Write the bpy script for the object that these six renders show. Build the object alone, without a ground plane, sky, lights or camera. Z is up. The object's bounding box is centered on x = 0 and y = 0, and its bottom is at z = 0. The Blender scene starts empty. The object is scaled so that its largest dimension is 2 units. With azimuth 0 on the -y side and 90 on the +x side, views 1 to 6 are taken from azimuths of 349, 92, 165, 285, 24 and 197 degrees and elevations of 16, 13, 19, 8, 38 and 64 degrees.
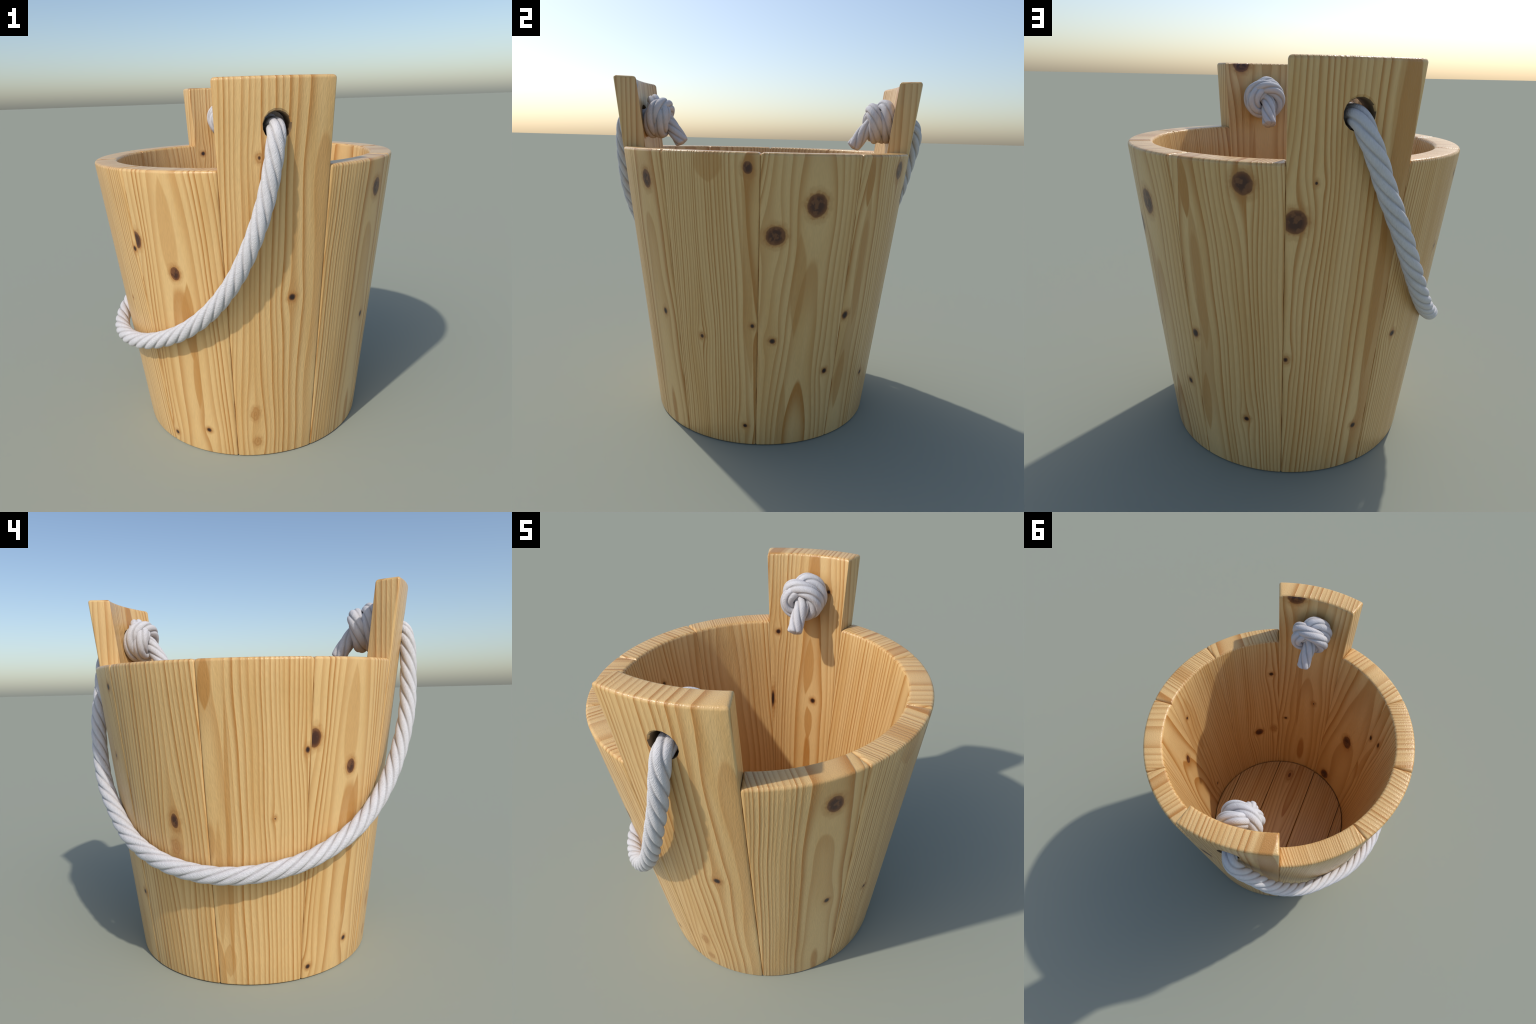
"""A coopered pine bucket: ten tapered staves (two of them tall, with a drilled hole),
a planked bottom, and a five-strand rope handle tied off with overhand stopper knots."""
import bpy, bmesh, math
import numpy as np
from mathutils import Vector

# ------------------------------------------------------------------ dimensions (metres)
STAVES = 10
HALF = math.pi / STAVES            # half angle of one stave
R_BASE, SLOPE = 0.670, 0.1138      # outer radius at z = 0 and its growth per metre of height
WALL = 0.122                       # wall thickness, measured radially
RIM_Z, TALL_Z = 1.612, 2.000
FLOOR_Z = 0.122
AXIS = (0.0, -0.003, 0.0)          # where the bucket's axis stands
HOLE_Z, HOLE_R = 1.795, 0.062
ROPE_R, ROPE_PITCH, STRANDS = 0.0438, 0.46, 5


def outer_radius(z):
    return R_BASE + SLOPE * z


# ------------------------------------------------------------------ node helper
class Nodes:
    """Tiny expression builder over a material's node tree."""

    def __init__(self, mat):
        mat.use_nodes = True
        self.t = mat.node_tree
        self.t.nodes.clear()

    def new(self, kind, **props):
        n = self.t.nodes.new(kind)
        for k, v in props.items():
            setattr(n, k, v)
        return n

    def put(self, socket, value):
        if hasattr(value, "is_linked"):
            self.t.links.new(value, socket)
        else:
            socket.default_value = value

    def m(self, op, a, b=0.0, c=0.0, clamp=False):
        n = self.new("ShaderNodeMath", operation=op, use_clamp=clamp)
        for i, v in enumerate((a, b, c)):
            self.put(n.inputs[i], v)
        return n.outputs[0]

    def step(self, x, lo, hi):
        n = self.new("ShaderNodeMapRange", interpolation_type="SMOOTHSTEP")
        self.put(n.inputs["Value"], x)
        n.inputs["From Min"].default_value = lo
        n.inputs["From Max"].default_value = hi
        return n.outputs[0]

    def vec(self, x, y, z):
        n = self.new("ShaderNodeCombineXYZ")
        for i, v in enumerate((x, y, z)):
            self.put(n.inputs[i], v)
        return n.outputs[0]

    def noise(self, vector, scale=1.0, detail=2.0, rough=0.5):
        n = self.new("ShaderNodeTexNoise")
        self.put(n.inputs["Vector"], vector)
        n.inputs["Scale"].default_value = scale
        n.inputs["Detail"].default_value = detail
        n.inputs["Roughness"].default_value = rough
        return n.outputs[0]

    def mix(self, f, a, b):
        n = self.new("ShaderNodeMix", data_type="RGBA")
        self.put(n.inputs["Factor"], f)
        for i, v in ((6, a), (7, b)):
            self.put(n.inputs[i], (*v, 1.0) if isinstance(v, tuple) else v)
        return n.outputs[2]

    def ramp(self, f, stops):
        n = self.new("ShaderNodeValToRGB")
        e = n.color_ramp.elements
        while len(e) < len(stops):
            e.new(0.5)
        for i, (p, c) in enumerate(stops):
            e[i].position, e[i].color = p, (*c, 1.0)
        self.put(n.inputs[0], f)
        return n.outputs[0]


# ------------------------------------------------------------------ pine
PALE = (0.755, 0.495, 0.212)
WARM = (0.700, 0.430, 0.165)
LATE = (0.490, 0.220, 0.054)
STREAK = (0.520, 0.250, 0.066)


def pine(name, knots=(), streaks=(), pith=0.0, depth=0.15, tilt=0.000, rings=35.0, wander=0.05, across="X", along="Z", seed=0.0):
    """Sawn pine. A board cut `depth` from the pith, which lies `pith` off its middle; growth
    rings run round the pith and flow round every knot.
    knots: (across, along, radius, lengthening, darkness); streaks: resin-brown flames
    (across, along, half width, half length, strength)."""
    mat = bpy.data.materials.new(name)
    n = Nodes(mat)
    co = n.new("ShaderNodeTexCoord").outputs["Object"]
    sep = n.new("ShaderNodeSeparateXYZ")
    n.put(sep.inputs[0], co)
    ax = {"X": sep.outputs[0], "Y": sep.outputs[1], "Z": sep.outputs[2]}
    x, z = ax[across], ax[along]
    third = ax[({"X", "Y", "Z"} - {across, along}).pop()]

    # slow wander of the grain
    w1 = n.noise(n.vec(n.m("MULTIPLY", x, 1.6), seed, n.m("MULTIPLY", z, 0.8)), 1.0, 2.0)
    w2 = n.noise(n.vec(n.m("MULTIPLY", x, 9.0), seed + 7.0, n.m("MULTIPLY", z, 2.2)), 1.0, 2.0)
    g = n.m("ADD", x, n.m("MULTIPLY", n.m("SUBTRACT", w1, 0.5), wander))
    g = n.m("ADD", g, n.m("MULTIPLY", n.m("SUBTRACT", w2, 0.5), 0.008))
    ragged = n.m("MULTIPLY", n.m("SUBTRACT", n.noise(n.vec(x, n.m("ADD", third, seed), z), 38.0, 2.0), 0.5), 0.7)

    big_d = small_d = halo_d = None
    for kx, kz, kr, kq, kd in knots:
        dz = n.m("DIVIDE", n.m("SUBTRACT", z, kz), kq)
        dz2 = n.m("MULTIPLY", dz, dz)
        dx = n.m("SUBTRACT", x, kx)
        d2 = n.m("MULTIPLY_ADD", dx, dx, dz2)
        reach = n.m("SQRT", d2)
        d = n.m("ADD", n.m("DIVIDE", reach, kr), 0.9 * (1.0 - kd))
        hd = n.m("DIVIDE", n.m("SUBTRACT", reach, kr), 0.50 * kr + 0.012)
        if kr >= 0.02:
            big_d = n.m("MINIMUM", big_d, d) if big_d else d
        else:
            small_d = n.m("MINIMUM", small_d, d) if small_d else d
        halo_d = n.m("MINIMUM", halo_d, hd) if halo_d else hd
        # grain lines flow round the knot
        far = n.m("DIVIDE", n.m("SUBTRACT", z, kz), kq * 2.2)
        gx = n.m("SUBTRACT", g, kx)
        e2 = n.m("MULTIPLY_ADD", gx, gx, n.m("MULTIPLY", far, far))
        wgt = n.m("DIVIDE", e2, n.m("ADD", e2, (1.5 * kr + 0.012) ** 2))
        g = n.m("MULTIPLY_ADD", gx, wgt, kx)

    # growth rings round the pith
    dp = n.noise(n.vec(seed + 3.3, 0.0, n.m("MULTIPLY", z, 1.1)), 1.0, 1.0)
    dep = n.m("ADD", n.m("MULTIPLY_ADD", z, tilt, depth), n.m("MULTIPLY", n.m("SUBTRACT", dp, 0.5), 0.045))
    off = n.m("SUBTRACT", g, pith)
    q = n.m("MULTIPLY", n.m("SQRT", n.m("MULTIPLY_ADD", off, off, n.m("MULTIPLY", dep, dep))), rings)
    uneven = n.noise(n.vec(n.m("MULTIPLY", q, 0.33), seed + 11.0, 0.0), 1.0, 1.0)
    q = n.m("ADD", q, n.m("MULTIPLY", uneven, 1.7))
    fr = n.m("FRACT", q)
    late = n.m("MULTIPLY", n.m("POWER", n.step(fr, 0.12, 0.93), 1.7), n.m("SUBTRACT", 1.0, n.step(fr, 0.92, 1.0)))
    wn = n.new("ShaderNodeTexWhiteNoise", noise_dimensions="1D")
    n.put(wn.inputs["W"], n.m("ADD", n.m("FLOOR", q), seed))
    late = n.m("MULTIPLY", late, n.m("MULTIPLY_ADD", wn.outputs[0], 0.62, 0.40))

    # fibres and slow drifts of tone
    fib = n.noise(n.vec(n.m("MULTIPLY", x, 210.0), n.m("MULTIPLY_ADD", third, 210.0, seed), n.m("MULTIPLY", z, 7.0)), 1.0, 3.0)
    drift = n.noise(n.vec(n.m("MULTIPLY", g, 14.0), seed + 5.0, n.m("MULTIPLY", z, 0.9)), 1.0, 2.0)
    col = n.mix(n.step(drift, 0.42, 0.72), PALE, WARM)
    late = n.m("MULTIPLY", late, n.m("MULTIPLY_ADD", fib, 0.7, 0.65), clamp=True)
    col = n.mix(late, col, LATE)

    for sx, sz, sw, sl, ss in streaks:
        dx = n.m("DIVIDE", n.m("SUBTRACT", g, sx), sw)
        dz = n.m("DIVIDE", n.m("SUBTRACT", z, sz), sl)
        d2 = n.m("ADD", n.m("ABSOLUTE", dx), n.m("POWER", n.m("ABSOLUTE", dz), 2.3))
        f = n.m("MULTIPLY", n.m("SUBTRACT", 1.0, n.step(n.m("ADD", d2, n.m("MULTIPLY", ragged, 0.10)), 0.74, 1.02)), ss)
        col = n.mix(f, col, STREAK)

    if knots:
        hd = n.m("ADD", halo_d, n.m("MULTIPLY", ragged, 1.6))
        halo = n.m("MULTIPLY", n.m("SUBTRACT", 1.0, n.step(hd, -0.1, 1.25)), 0.85)
        rind = n.m("MULTIPLY_ADD", n.m("SINE", n.m("MULTIPLY", hd, 9.0)), 0.14, 0.84)
        col = n.mix(n.m("MULTIPLY", halo, rind), col, (0.450, 0.200, 0.052))
        if big_d:                                                  # red-brown heart, checked and dark in patches
            kd = n.m("ADD", big_d, n.m("MULTIPLY", ragged, 0.35))
            heart = n.ramp(kd, ((0.0, (0.066, 0.025, 0.015)), (0.55, (0.074, 0.027, 0.015)), (0.80, (0.130, 0.046, 0.018)), (0.97, (0.205, 0.078, 0.025))))
            patch = n.step(n.noise(n.vec(n.m("MULTIPLY", x, 34.0), seed, n.m("MULTIPLY", z, 30.0)), 1.0, 3.0), 0.48, 0.60)
            heart = n.mix(n.m("MULTIPLY", patch, 0.70), heart, (0.215, 0.086, 0.032))
            col = n.mix(n.m("SUBTRACT", 1.0, n.step(kd, 0.98, 1.14)), col, heart)
        if small_d:                                                # pin knots, nearly black
            kd = n.m("ADD", small_d, n.m("MULTIPLY", ragged, 0.5))
            pin = n.ramp(kd, ((0.0, (0.022, 0.012, 0.010)), (0.55, (0.045, 0.020, 0.014)), (0.95, (0.240, 0.100, 0.034))))
            col = n.mix(n.m("SUBTRACT", 1.0, n.step(kd, 0.85, 1.20)), col, pin)

    val = n.m("MULTIPLY_ADD", fib, 0.20, 0.90)
    hsv = n.new("ShaderNodeHueSaturation")
    n.put(hsv.inputs["Value"], val)
    n.put(hsv.inputs["Color"], col)

    bump = n.new("ShaderNodeBump")
    pores = n.noise(n.vec(n.m("MULTIPLY", x, 150.0), n.m("MULTIPLY_ADD", third, 150.0, seed), n.m("MULTIPLY", z, 30.0)), 1.0, 2.0)
    h = n.m("ADD", n.m("MULTIPLY", pores, 1.0), n.m("MULTIPLY", late, 0.9))
    n.put(bump.inputs["Height"], h)
    bump.inputs["Strength"].default_value = 0.42
    bump.inputs["Distance"].default_value = 0.004
    b = n.new("ShaderNodeBsdfPrincipled")
    n.put(b.inputs["Base Color"], hsv.outputs[0])
    n.put(b.inputs["Normal"], bump.outputs[0])
    b.inputs["Roughness"].default_value = 0.30
    b.inputs["Specular IOR Level"].default_value = 0.45
    n.put(n.new("ShaderNodeOutputMaterial").inputs[0], b.outputs[0])
    return mat


def hole_wood():
    mat = bpy.data.materials.new("hole_shade_darkened_wood")
    n = Nodes(mat)
    co = n.new("ShaderNodeTexCoord").outputs["Object"]
    b = n.new("ShaderNodeBsdfPrincipled")
    n.put(b.inputs["Base Color"], n.mix(n.noise(co, 40.0, 3.0), (0.150, 0.092, 0.045), (0.260, 0.165, 0.080)))  # pine browns darkened to carry the shade inside the bore
    b.inputs["Roughness"].default_value = 0.7
    n.put(n.new("ShaderNodeOutputMaterial").inputs[0], b.outputs[0])
    return mat


def rope_fibre():
    """White cotton-like fibre; the yarns lie nearly along the rope, across the lay of the strands."""
    mat = bpy.data.materials.new("white_rope_fibre")
    n = Nodes(mat)
    along = n.new("ShaderNodeAttribute", attribute_name="rope_along").outputs["Fac"]
    around = n.new("ShaderNodeAttribute", attribute_name="rope_around").outputs["Fac"]
    a = n.m("MULTIPLY_ADD", around, 2 * math.pi, n.m("MULTIPLY", along, -14.0))
    ring = (n.m("COSINE", a), n.m("SINE", a))
    yarn = n.noise(n.vec(n.m("MULTIPLY", ring[0], 14.0), n.m("MULTIPLY", ring[1], 14.0), n.m("MULTIPLY", along, 60.0)), 1.0, 2.0)
    fluff = n.noise(n.new("ShaderNodeTexCoord").outputs["Object"], 260.0, 2.0)
    soil = n.noise(n.new("ShaderNodeTexCoord").outputs["Object"], 14.0, 3.0)
    col = n.mix(n.step(soil, 0.40, 0.75), (0.670, 0.650, 0.655), (0.620, 0.598, 0.597))
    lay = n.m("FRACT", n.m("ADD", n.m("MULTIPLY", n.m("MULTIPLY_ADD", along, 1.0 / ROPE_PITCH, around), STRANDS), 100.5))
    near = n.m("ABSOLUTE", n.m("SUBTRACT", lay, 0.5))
    col = n.mix(n.m("MULTIPLY", n.step(near, 0.28, 0.5), 0.40), col, (0.330, 0.300, 0.285))  # crease shadow between strands painted into the colour as grey
    hsv = n.new("ShaderNodeHueSaturation")
    n.put(hsv.inputs["Value"], n.m("MULTIPLY_ADD", yarn, 0.20, 0.90))
    n.put(hsv.inputs["Color"], col)
    bump = n.new("ShaderNodeBump")
    n.put(bump.inputs["Height"], n.m("MULTIPLY_ADD", fluff, 0.5, yarn))
    bump.inputs["Strength"].default_value = 0.8
    bump.inputs["Distance"].default_value = 0.004
    b = n.new("ShaderNodeBsdfPrincipled")
    n.put(b.inputs["Base Color"], hsv.outputs[0])
    n.put(b.inputs["Normal"], bump.outputs[0])
    b.inputs["Roughness"].default_value = 0.75
    b.inputs["Specular IOR Level"].default_value = 0.3
    n.put(n.new("ShaderNodeOutputMaterial").inputs[0], b.outputs[0])
    return mat


# ------------------------------------------------------------------ scene helpers
def add(name, mesh, parent=None):
    o = bpy.data.objects.new(name, mesh)
    bpy.context.scene.collection.objects.link(o)
    o.parent = parent
    return o


def apply_modifiers(o):
    dg = bpy.context.evaluated_depsgraph_get()
    me = bpy.data.meshes.new_from_object(o.evaluated_get(dg))
    old = o.data
    o.modifiers.clear()
    o.data = me
    bpy.data.meshes.remove(old)
    return me


def edge_weights(bm, rule):
    lay = bm.edges.layers.float.get("bevel_weight_edge") or bm.edges.layers.float.new("bevel_weight_edge")
    for e in bm.edges:
        if len(e.link_faces) == 2 and e.calc_face_angle(0.0) > 0.6:
            e[lay] = rule(e)


# ------------------------------------------------------------------ staves
def stave_mesh(name, top, holed):
    """Local frame: x across the stave, -y outward, z up; the bucket's axis is the z axis."""
    steps = 20
    gap = 0.00004
    bm = bmesh.new()
    levels = np.linspace(0.0, top, 13)
    rows = []
    for z in levels:
        ro = outer_radius(z)
        row = []
        for r in (ro, ro - WALL):
            for i in range(steps + 1):
                a = (HALF - gap / r) * (2 * i / steps - 1)
                row.append(bm.verts.new((r * math.sin(a), -r * math.cos(a), z)))
        rows.append(row)
    m = steps + 1
    for lo, hi in zip(rows, rows[1:]):
        for i in range(steps):
            bm.faces.new((lo[i], lo[i + 1], hi[i + 1], hi[i]))
            bm.faces.new((lo[m + i + 1], lo[m + i], hi[m + i], hi[m + i + 1]))
        bm.faces.new((lo[m], lo[0], hi[0], hi[m]))
        bm.faces.new((lo[m - 1], lo[2 * m - 1], hi[2 * m - 1], hi[m - 1]))
    for row, flip in ((rows[0], True), (rows[-1], False)):
        for i in range(steps):
            f = (row[i], row[i + 1], row[m + i + 1], row[m + i])
            bm.faces.new(f[::-1] if flip else f)
    bm.normal_update()

    def rule(e):
        zs = [v.co.z for v in e.verts]
        rs = [math.hypot(v.co.x, v.co.y) for v in e.verts]
        if abs(zs[0] - zs[1]) < 1e-6:
            return 1.0 if zs[0] > 0.5 else 0.55
        return 0.62 if rs[0] > outer_radius(zs[0]) - 0.5 * WALL else 0.16

    edge_weights(bm, rule)
    me = bpy.data.meshes.new(name)
    bm.to_mesh(me)
    bm.free()
    o = add(name, me)
    bev = o.modifiers.new("edges", "BEVEL")
    bev.limit_method, bev.width, bev.segments = "WEIGHT", 0.016, 4
    bev.use_clamp_overlap = False
    cutter = None
    if holed:
        ro = outer_radius(HOLE_Z)
        # lathe the drill: straight bore, eased mouth on both faces
        prof = ((ro + 0.030, HOLE_R + 0.035), (ro - 0.001, HOLE_R + 0.004), (ro - 0.010, HOLE_R), (ro - WALL + 0.010, HOLE_R), (ro - WALL - 0.03, HOLE_R + 0.020))
        bc = bmesh.new()
        sides = 16
        rings = [[bc.verts.new((r * math.cos(2 * math.pi * (k + 0.5) / sides), -y, HOLE_Z + r * math.sin(2 * math.pi * (k + 0.5) / sides))) for k in range(sides)] for y, r in prof]
        for a, b in zip(rings, rings[1:]):
            for k in range(sides):
                bc.faces.new((a[k], a[(k + 1) % sides], b[(k + 1) % sides], b[k]))
        bc.faces.new(rings[0][::-1])
        bc.faces.new(rings[-1])
        bmesh.ops.recalc_face_normals(bc, faces=bc.faces)
        cm = bpy.data.meshes.new("drill")
        bc.to_mesh(cm)
        bc.free()
        cutter = add("drill", cm)
        bo = o.modifiers.new("hole", "BOOLEAN")
        bo.operation, bo.object, bo.solver = "DIFFERENCE", cutter, "EXACT"
    me = apply_modifiers(o)
    if cutter:
        bpy.data.objects.remove(cutter)
    me.name = name
    # materials by the way each face looks: 0 outer and ends, 1 inner, 2 flanks, 3 bore
    for _ in range(4):
        me.materials.append(None)
    for f in me.polygons:
        c, nn = f.center, f.normal
        out = Vector((c.x, c.y, 0)).normalized()
        k = nn.dot(out)
        bore = math.hypot(c.x, c.z - HOLE_Z) < HOLE_R + 0.001
        if holed and bore and abs(k) < 0.5:
            f.material_index = 3
        elif k < -0.62:
            f.material_index = 1
        elif k > 0.62 or abs(nn.z) > 0.5 or math.hypot(c.x, c.z - HOLE_Z) < HOLE_R + 0.02:
            f.material_index = 0
        else:
            f.material_index = 2
        f.use_smooth = True
    me.set_sharp_from_angle(angle=math.radians(38))
    bpy.data.objects.remove(o)
    return me


# Grain of every stave: (outer board, inner board). Knots are (across, height, radius, lengthening, darkness).
# Seen from outside, "across" runs to the right.
OUTER = [
    dict(pith=0.22, depth=0.22, tilt=0.007, rings=48, wander=0.030,
         knots=((0.080, 0.970, 0.017, 1.1, 1.0), (-0.080, 1.662, 0.010, 1.4, 0.55), (-0.11, 0.29, 0.016, 1.8, -0.2), (-0.10, 0.10, 0.014, 1.6, -0.2))),
    dict(pith=0.10, depth=0.20, tilt=0.010, rings=70, wander=0.040,
         knots=((0.117, 1.458, 0.036, 1.25, 1.0), (0.132, 0.728, 0.014, 1.3, 1.0))),
    dict(pith=0.26, depth=0.20, tilt=0.007, rings=75, wander=0.030,
         knots=((0.205, 1.541, 0.021, 1.35, 1.0), (-0.072, 0.641, 0.013, 1.2, 0.75), (0.207, 0.732, 0.010, 1.2, 1.0), (0.154, 0.124, 0.011, 1.0, 1.0)),
         streaks=((0.02, 1.56, 0.085, 0.10, 0.55), (0.19, 0.95, 0.022, 0.60, 0.5))),
    dict(pith=0.00, depth=0.18, tilt=0.021, rings=60, wander=0.050,
         knots=((0.024, 1.366, 0.049, 1.15, 1.0), (-0.172, 1.216, 0.045, 1.0, 1.0), (-0.155, 0.648, 0.015, 1.0, 1.0), (0.155, 0.440, 0.014, 1.1, 1.0)),
         streaks=((-0.05, 0.95, 0.035, 0.30, 0.55), (-0.075, 0.15, 0.022, 0.28, 0.5))),
    dict(pith=-0.15, depth=0.15, tilt=0.017, rings=62, wander=0.030,
         knots=((0.092, 1.525, 0.043, 1.1, 0.95), (-0.211, 0.757, 0.018, 1.2, 1.0), (0.047, 0.330, 0.013, 1.0, 1.0)),
         streaks=((-0.172, 1.475, 0.030, 0.14, 1.0), (-0.150, 1.05, 0.040, 0.40, 0.55), (-0.165, 0.36, 0.030, 0.20, 0.65))),
    dict(pith=0.20, depth=0.20, tilt=0.010, rings=55, wander=0.040,
         knots=((-0.215, 1.374, 0.044, 1.1, 1.0), (-0.145, 1.536, 0.006, 1.2, 1.0), (-0.219, 0.704, 0.014, 1.3, 0.7), (0.152, 0.262, 0.014, 1.2, 1.0)),
         streaks=((0.185, 1.80, 0.060, 0.50, 0.60), (0.165, 1.0, 0.030, 0.45, 0.85))),
    dict(pith=-0.35, depth=0.10, tilt=0.007, rings=75, wander=0.020,
         knots=((-0.143, 0.762, 0.016, 1.0, 1.0), (0.205, 1.505, 0.012, 1.4, 1.0), (0.132, 1.152, 0.012, 1.3, 0.7), (0.195, 0.417, 0.011, 1.2, 1.0))),
    dict(pith=-0.40, depth=0.10, tilt=0.007, rings=42, wander=0.025,
         knots=((0.068, 0.862, 0.024, 1.7, 0.80), (0.06, 0.73, 0.018, 1.8, -0.2))),
    dict(pith=-0.22, depth=0.20, tilt=0.010, rings=58, wander=0.030,
         knots=((0.079, 0.881, 0.005, 1.3, 0.6), (0.233, 1.198, 0.011, 1.4, 1.0)),
         streaks=((-0.222, 1.51, 0.032, 0.13, 0.95), (-0.135, 0.75, 0.016, 0.75, 0.75), (-0.150, 0.14, 0.035, 0.10, 0.5), (-0.185, 0.55, 0.022, 0.35, 0.5))),
    dict(pith=-0.02, depth=0.16, tilt=0.017, rings=55, wander=0.040,
         knots=((-0.010, 1.100, 0.025, 1.35, 1.0), (-0.236, 1.250, 0.030, 1.4, 1.0), (0.058, 0.160, 0.014, 1.0, 1.0), (-0.176, 0.068, 0.013, 1.0, 1.0)),
         streaks=((-0.035, 1.34, 0.040, 0.26, 0.45), (0.01, 0.83, 0.036, 0.24, 0.8), (0.02, 0.48, 0.022, 0.20, 0.75))),
]
INNER = [
    dict(pith=0.00, depth=0.20, tilt=0.010, rings=50, wander=0.050,
         knots=((0.135, 1.995, 0.052, 0.9, 1.0), (0.141, 0.766, 0.012, 1.0, 1.0), (-0.07, 1.02, 0.012, 1.6, 0.5)), streaks=((0.06, 1.15, 0.018, 0.5, 0.6),)),
    dict(pith=-0.25, depth=0.15, tilt=0.007, rings=75, wander=0.040, knots=((-0.160, 1.291, 0.016, 1.1, 1.0), (-0.026, 0.600, 0.032, 1.1, 1.0), (-0.15, 0.62, 0.018, 1.8, -0.2))),
    dict(pith=0.20, depth=0.12, tilt=0.010, rings=60, wander=0.040, knots=((0.150, 1.341, 0.009, 1.4, 1.0), (0.116, 0.318, 0.010, 1.3, 0.9)), streaks=((0.12, 1.2, 0.05, 0.35, 0.4),)),
    dict(pith=-0.05, depth=0.25, tilt=0.028, rings=45, wander=0.080, knots=((-0.098, 1.068, 0.022, 1.9, 1.0),)),
    dict(pith=-0.30, depth=0.10, tilt=0.007, rings=50, wander=0.020, knots=()),
    dict(pith=-0.04, depth=0.15, tilt=0.014, rings=62, wander=0.030,
         knots=((-0.067, 1.118, 0.017, 1.0, 1.0), (0.172, 1.550, 0.014, 1.0, 1.0), (-0.130, 1.811, 0.011, 1.0, 1.0), (0.200, 1.10, 0.010, 6.0, 1.0)),
         streaks=((-0.03, 1.93, 0.035, 0.20, 0.75), (-0.03, 1.34, 0.034, 0.20, 0.75), (-0.045, 0.95, 0.026, 0.13, 0.8), (-0.05, 0.60, 0.02, 0.10, 0.6))),
    dict(pith=0.05, depth=0.20, tilt=0.007, rings=60, wander=0.030, knots=()),
    dict(pith=-0.25, depth=0.15, tilt=0.007, rings=48, wander=0.040, knots=((0.067, 1.384, 0.012, 1.2, 1.0),)),
    dict(pith=0.20, depth=0.20, tilt=0.014, rings=56, wander=0.060, knots=((0.200, 1.209, 0.015, 1.6, 1.0), (0.097, 1.285, 0.013, 2.0, 1.0)), streaks=((0.15, 0.9, 0.03, 0.3, 0.5),)),
    dict(pith=-0.05, depth=0.22, tilt=0.032, rings=32, wander=0.080, knots=((-0.028, 0.849, 0.040, 1.6, 1.0), (0.074, 0.190, 0.036, 1.6, 1.0))),
]

bucket = bpy.data.objects.new("wooden_bucket", None)
bpy.context.scene.collection.objects.link(bucket)
bucket["label"] = "tapered pine stave bucket with white rope handle"
bucket["category"] = "wooden bucket"

short_stave = stave_mesh("stave", RIM_Z, False)
tall_stave = stave_mesh("tall_stave", TALL_Z, True)
bore = hole_wood()
flank = [pine(f"pine_flank.{k:03d}", (), (), 0.3 * k, 0.05, 0.01, 34, 0.05, across="Y", seed=61.0 + k) for k in range(2)]
for i in range(STAVES):
    tall = i in (0, 5)
    s = add("tall_stave" if tall else "stave", tall_stave if tall else short_stave, bucket)
    s.rotation_euler.z = math.radians(36 * i)
    s.location = AXIS
    mats = (pine(f"pine_outer.{i:03d}", seed=3.7 * i + 1.0, **OUTER[i]), pine(f"pine_inner.{i:03d}", seed=5.3 * i + 40.0, **INNER[i]), flank[i % 2], bore)
    for slot, mt in zip(s.material_slots, mats):
        slot.link = "OBJECT"
        slot.material = mt

# ------------------------------------------------------------------ planked bottom
bottom = bpy.data.objects.new("bottom", None)
bpy.context.scene.collection.objects.link(bottom)
bottom.parent = bucket
bottom.location = AXIS
bottom.rotation_euler.z = math.radians(-2.5)
FLOOR_R = outer_radius(FLOOR_Z) - WALL - 0.008
cuts = (-FLOOR_R, -0.465, -0.155, 0.178, 0.475, FLOOR_R)
for k, (x0, x1) in enumerate(zip(cuts, cuts[1:])):
    bm = bmesh.new()
    edge = []
    top_pts = [(x, math.sqrt(max(FLOOR_R ** 2 - x * x, 0.0))) for x in np.linspace(x0 + 0.002, x1 - 0.002, 25)]
    outline = [(x, -y) for x, y in top_pts] + [(x, y) for x, y in reversed(top_pts)]
    up = [bm.verts.new((x, y, FLOOR_Z)) for x, y in outline]
    lo = [bm.verts.new((x, y, FLOOR_Z - 0.07)) for x, y in outline]
    bm.faces.new(up)
    bm.faces.new(lo[::-1])
    for a in range(len(outline)):
        b = (a + 1) % len(outline)
        bm.faces.new((lo[a], lo[b], up[b], up[a]))
    bmesh.ops.remove_doubles(bm, verts=bm.verts, dist=1e-4)
    bmesh.ops.recalc_face_normals(bm, faces=bm.faces)
    edge_weights(bm, lambda e: 1.0 if all(v.co.z > FLOOR_Z - 0.01 for v in e.verts) else 0.0)
    me = bpy.data.meshes.new("floor_plank")
    bm.to_mesh(me)
    bm.free()
    o = add("floor_plank", me, bottom)
    bev = o.modifiers.new("edges", "BEVEL")
    bev.limit_method, bev.width, bev.segments = "WEIGHT", 0.007, 3
    me = apply_modifiers(o)
    me.name = "floor_plank"
    for f in me.polygons:
        f.use_smooth = True
    me.set_sharp_from_angle(angle=math.radians(38))
    knots = ((0.05, -0.42, 0.020, 2.0, 0.45),) if k == 2 else ()
    me.materials.append(pine(f"pine_floor.{k:03d}", knots, (), 0.30 - 0.16 * k, 0.06, 0.02, 44, 0.04, across="X", along="Y", seed=90.0 + 4.1 * k))

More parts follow.
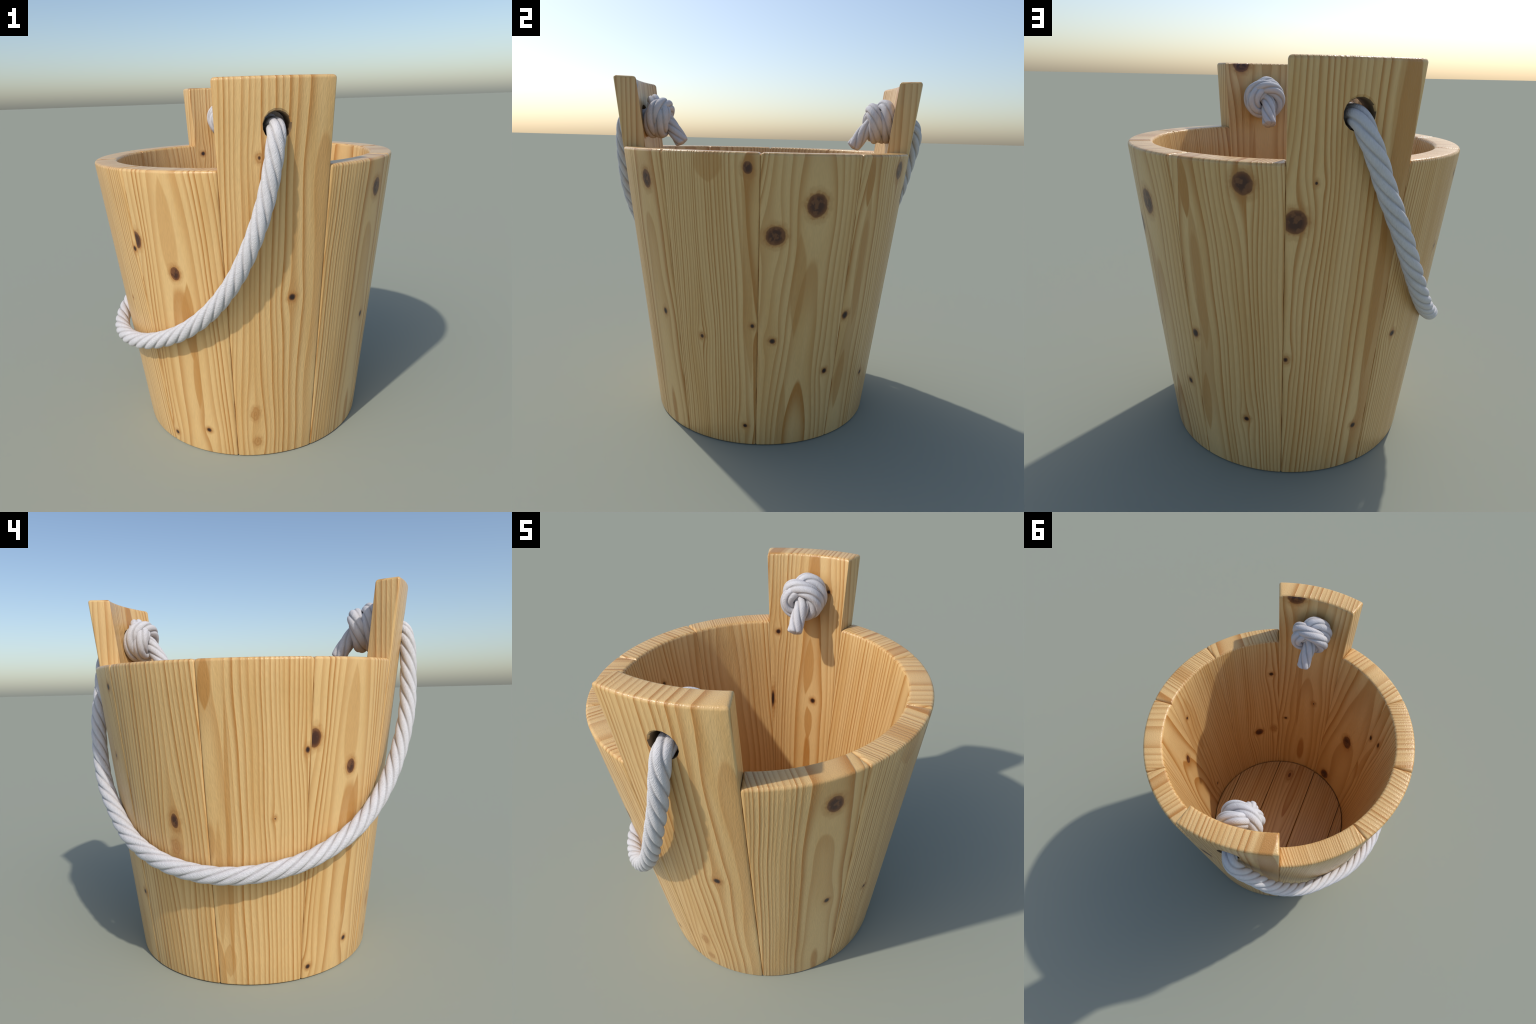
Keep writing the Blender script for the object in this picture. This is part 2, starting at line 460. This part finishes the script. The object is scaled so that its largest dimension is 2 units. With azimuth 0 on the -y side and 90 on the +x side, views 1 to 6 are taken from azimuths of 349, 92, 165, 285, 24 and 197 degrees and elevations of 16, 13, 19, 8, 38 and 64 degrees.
# ------------------------------------------------------------------ rope
# Stopper knot, from the bore to the tail: (right, up, inward) as seen from inside the bucket,
# measured from the hole's centre on the inner face.
KNOT = np.array((
    (0.000, -0.004, -0.060), (0.000, -0.004, 0.000), (0.000, 0.016, 0.050), (-0.012, 0.030, 0.090),
    (-0.048, 0.026, 0.122), (-0.078, -0.008, 0.124), (-0.076, -0.052, 0.114), (-0.044, -0.084, 0.100),
    (0.010, -0.092, 0.096), (0.062, -0.068, 0.098), (0.084, -0.012, 0.110), (0.062, 0.038, 0.124),
    (0.012, 0.060, 0.124), (-0.044, 0.060, 0.106), (-0.082, 0.030, 0.076), (-0.084, -0.030, 0.054),
    (-0.050, -0.078, 0.045), (0.012, -0.092, 0.042), (0.068, -0.060, 0.042), (0.088, 0.005, 0.044),
    (0.060, 0.066, 0.046), (0.005, 0.084, 0.054), (-0.026, 0.046, 0.068), (-0.006, 0.004, 0.096),
    (0.010, -0.026, 0.128), (0.006, -0.064, 0.162), (0.000, -0.110, 0.194), (-0.003, -0.162, 0.230)))
# Hanging bight, from the front hole round the left side to the back hole.
BIGHT = np.array((
    (-0.001, -0.850, 1.787), (-0.006, -0.878, 1.766), (-0.014, -0.895, 1.720), (-0.028, -0.904, 1.645),
    (-0.056, -0.907, 1.520), (-0.113, -0.902, 1.343), (-0.206, -0.857, 1.124), (-0.316, -0.788, 0.952),
    (-0.438, -0.695, 0.822), (-0.560, -0.576, 0.731), (-0.672, -0.434, 0.669), (-0.756, -0.266, 0.635),
    (-0.797, -0.084, 0.622), (-0.792, 0.105, 0.635), (-0.742, 0.289, 0.673), (-0.654, 0.458, 0.740),
    (-0.536, 0.601, 0.841), (-0.425, 0.722, 0.972), (-0.320, 0.806, 1.142), (-0.222, 0.862, 1.324),
    (-0.127, 0.887, 1.508), (-0.058, 0.904, 1.655), (-0.025, 0.900, 1.722), (-0.008, 0.880, 1.766), (0.000, 0.850, 1.787)))


def knot_world(side):
    """side -1: the front hole (y < 0), +1: the back hole."""
    inner = outer_radius(HOLE_Z) - WALL
    return np.array([(side * u, side * (inner - a), HOLE_Z + v) for u, v, a in KNOT])


front, back = knot_world(-1), knot_world(1)
guide = np.concatenate((front[::-1], BIGHT, back))


def smooth_path(pts, step):
    """Centripetal Catmull-Rom through the guide points, resampled to even spacing."""
    p = np.concatenate(([2 * pts[0] - pts[1]], pts, [2 * pts[-1] - pts[-2]]))
    out, tag = [], []
    for i in range(1, len(p) - 2):
        t = [0.0]
        for a, b in zip(p[i - 1:i + 2], p[i:i + 3]):
            t.append(t[-1] + np.linalg.norm(b - a) ** 0.5)
        for s in np.linspace(t[1], t[2], 24, endpoint=False):
            a1 = (p[i - 1] * (t[1] - s) + p[i] * (s - t[0])) / (t[1] - t[0])
            a2 = (p[i] * (t[2] - s) + p[i + 1] * (s - t[1])) / (t[2] - t[1])
            a3 = (p[i + 1] * (t[3] - s) + p[i + 2] * (s - t[2])) / (t[3] - t[2])
            b1 = (a1 * (t[2] - s) + a2 * (s - t[0])) / (t[2] - t[0])
            b2 = (a2 * (t[3] - s) + a3 * (s - t[1])) / (t[3] - t[1])
            out.append((b1 * (t[2] - s) + b2 * (s - t[1])) / (t[2] - t[1]))
    out.append(p[-2])
    out = np.array(out)
    arc = np.concatenate(([0.0], np.cumsum(np.linalg.norm(np.diff(out, axis=0), axis=1))))
    even = np.linspace(0, arc[-1], int(arc[-1] / step) + 1)
    path = np.stack([np.interp(even, arc, out[:, c]) for c in range(3)], axis=1)
    for _ in range(6):
        path[1:-1] = 0.25 * path[:-2] + 0.5 * path[1:-1] + 0.25 * path[2:]
    return path


path = smooth_path(guide, 0.005)
count, around = len(path), 84
tan = np.gradient(path, axis=0)
tan /= np.linalg.norm(tan, axis=1)[:, None]
nor = np.zeros_like(path)
ref = np.array((1.0, 0.0, 0.0))
ref -= tan[0] * ref.dot(tan[0])
for i in range(count):
    ref = ref - tan[i] * ref.dot(tan[i])
    ref /= np.linalg.norm(ref)
    nor[i] = ref
bin_ = np.cross(tan, nor)
arc = np.concatenate(([0.0], np.cumsum(np.linalg.norm(np.diff(path, axis=0), axis=1))))

phi = 2 * np.pi * np.arange(around) / around
turn = -2 * np.pi * arc / ROPE_PITCH                           # left-hand lay
sector = 2 * np.pi / STRANDS
psi = (phi[None, :] - turn[:, None] + 0.5 * sector) % sector - 0.5 * sector
core_r, strand_r = 0.42 * ROPE_R, 0.58 * ROPE_R               # flattened round strands laid round a core
radius = core_r * np.cos(psi) + np.sqrt(strand_r ** 2 - (core_r * np.sin(psi)) ** 2)
radius -= 0.085 * ROPE_R * np.exp(-((0.5 * sector - np.abs(psi)) / 0.12) ** 2)   # tight crease between strands
ends = np.minimum(arc, arc[-1] - arc)                         # rounded cut ends
cap = 0.016
round_off = np.where(ends < cap, np.sqrt(np.clip(1 - (1 - ends / cap) ** 2, 0, 1)) * 0.45 + 0.55, 1.0)
round_off[[0, -1]] = 0.50
radius = radius * round_off[:, None]
grid = path[:, None] + radius[:, :, None] * (np.cos(phi)[None, :, None] * nor[:, None] + np.sin(phi)[None, :, None] * bin_[:, None])
d_len = np.gradient(grid, axis=0)
d_ang = np.roll(grid, -1, axis=1) - np.roll(grid, 1, axis=1)
normals = np.cross(d_ang, d_len)
normals /= np.linalg.norm(normals, axis=2)[:, :, None]
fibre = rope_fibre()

# split where the rope leaves each knot, inside the bore
inner_face = outer_radius(HOLE_Z) - WALL
in_bore = np.where((np.abs(path[:, 1]) > inner_face + 0.03) & (np.abs(path[:, 2] - HOLE_Z) < 0.03))[0]
cut_a, cut_b = int(in_bore[in_bore < count // 2].min()), int(in_bore[in_bore > count // 2].max())


def rope_piece(name, lo, hi, parent, start_cap=False, end_cap=False):
    g, nn = grid[lo:hi + 1], normals[lo:hi + 1]
    rows = len(g)
    verts = [tuple(v) for v in g.reshape(-1, 3)]
    vn = [tuple(v) for v in nn.reshape(-1, 3)]
    faces, al, ar = [], [], []
    for i in range(rows - 1):
        for j in range(around):
            k = (j + 1) % around
            faces.append((i * around + j, i * around + k, (i + 1) * around + k, (i + 1) * around + j))
            al += [arc[lo + i]] * 2 + [arc[lo + i + 1]] * 2
            ar += [j / around, (j + 1) / around, (j + 1) / around, j / around]
    for on, row, sgn in ((start_cap, 0, -1), (end_cap, rows - 1, 1)):
        if on:
            verts.append(tuple(path[lo + row] + sgn * tan[lo + row] * 0.005))
            vn.append(tuple(sgn * tan[lo + row]))
            c = len(verts) - 1
            for j in range(around):
                k = (j + 1) % around
                a, b = row * around + j, row * around + k
                faces.append((c, b, a) if sgn < 0 else (c, a, b))
                al += [arc[lo + row]] * 3
                ar += [j / around] * 3
    me = bpy.data.meshes.new(name)
    me.from_pydata(verts, [], faces)
    for nm, data in (("rope_along", al), ("rope_around", ar)):
        at = me.attributes.new(nm, "FLOAT", "CORNER")
        at.data.foreach_set("value", np.array(data, dtype=np.float32))
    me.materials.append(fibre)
    for f in me.polygons:
        f.use_smooth = True
    me.normals_split_custom_set_from_vertices(vn)
    return add(name, me, parent)


handle = rope_piece("rope_handle", cut_a, cut_b, bucket)
rope_piece("knot", 0, cut_a, handle, start_cap=True)
rope_piece("knot", cut_b, count - 1, handle, end_cap=True)
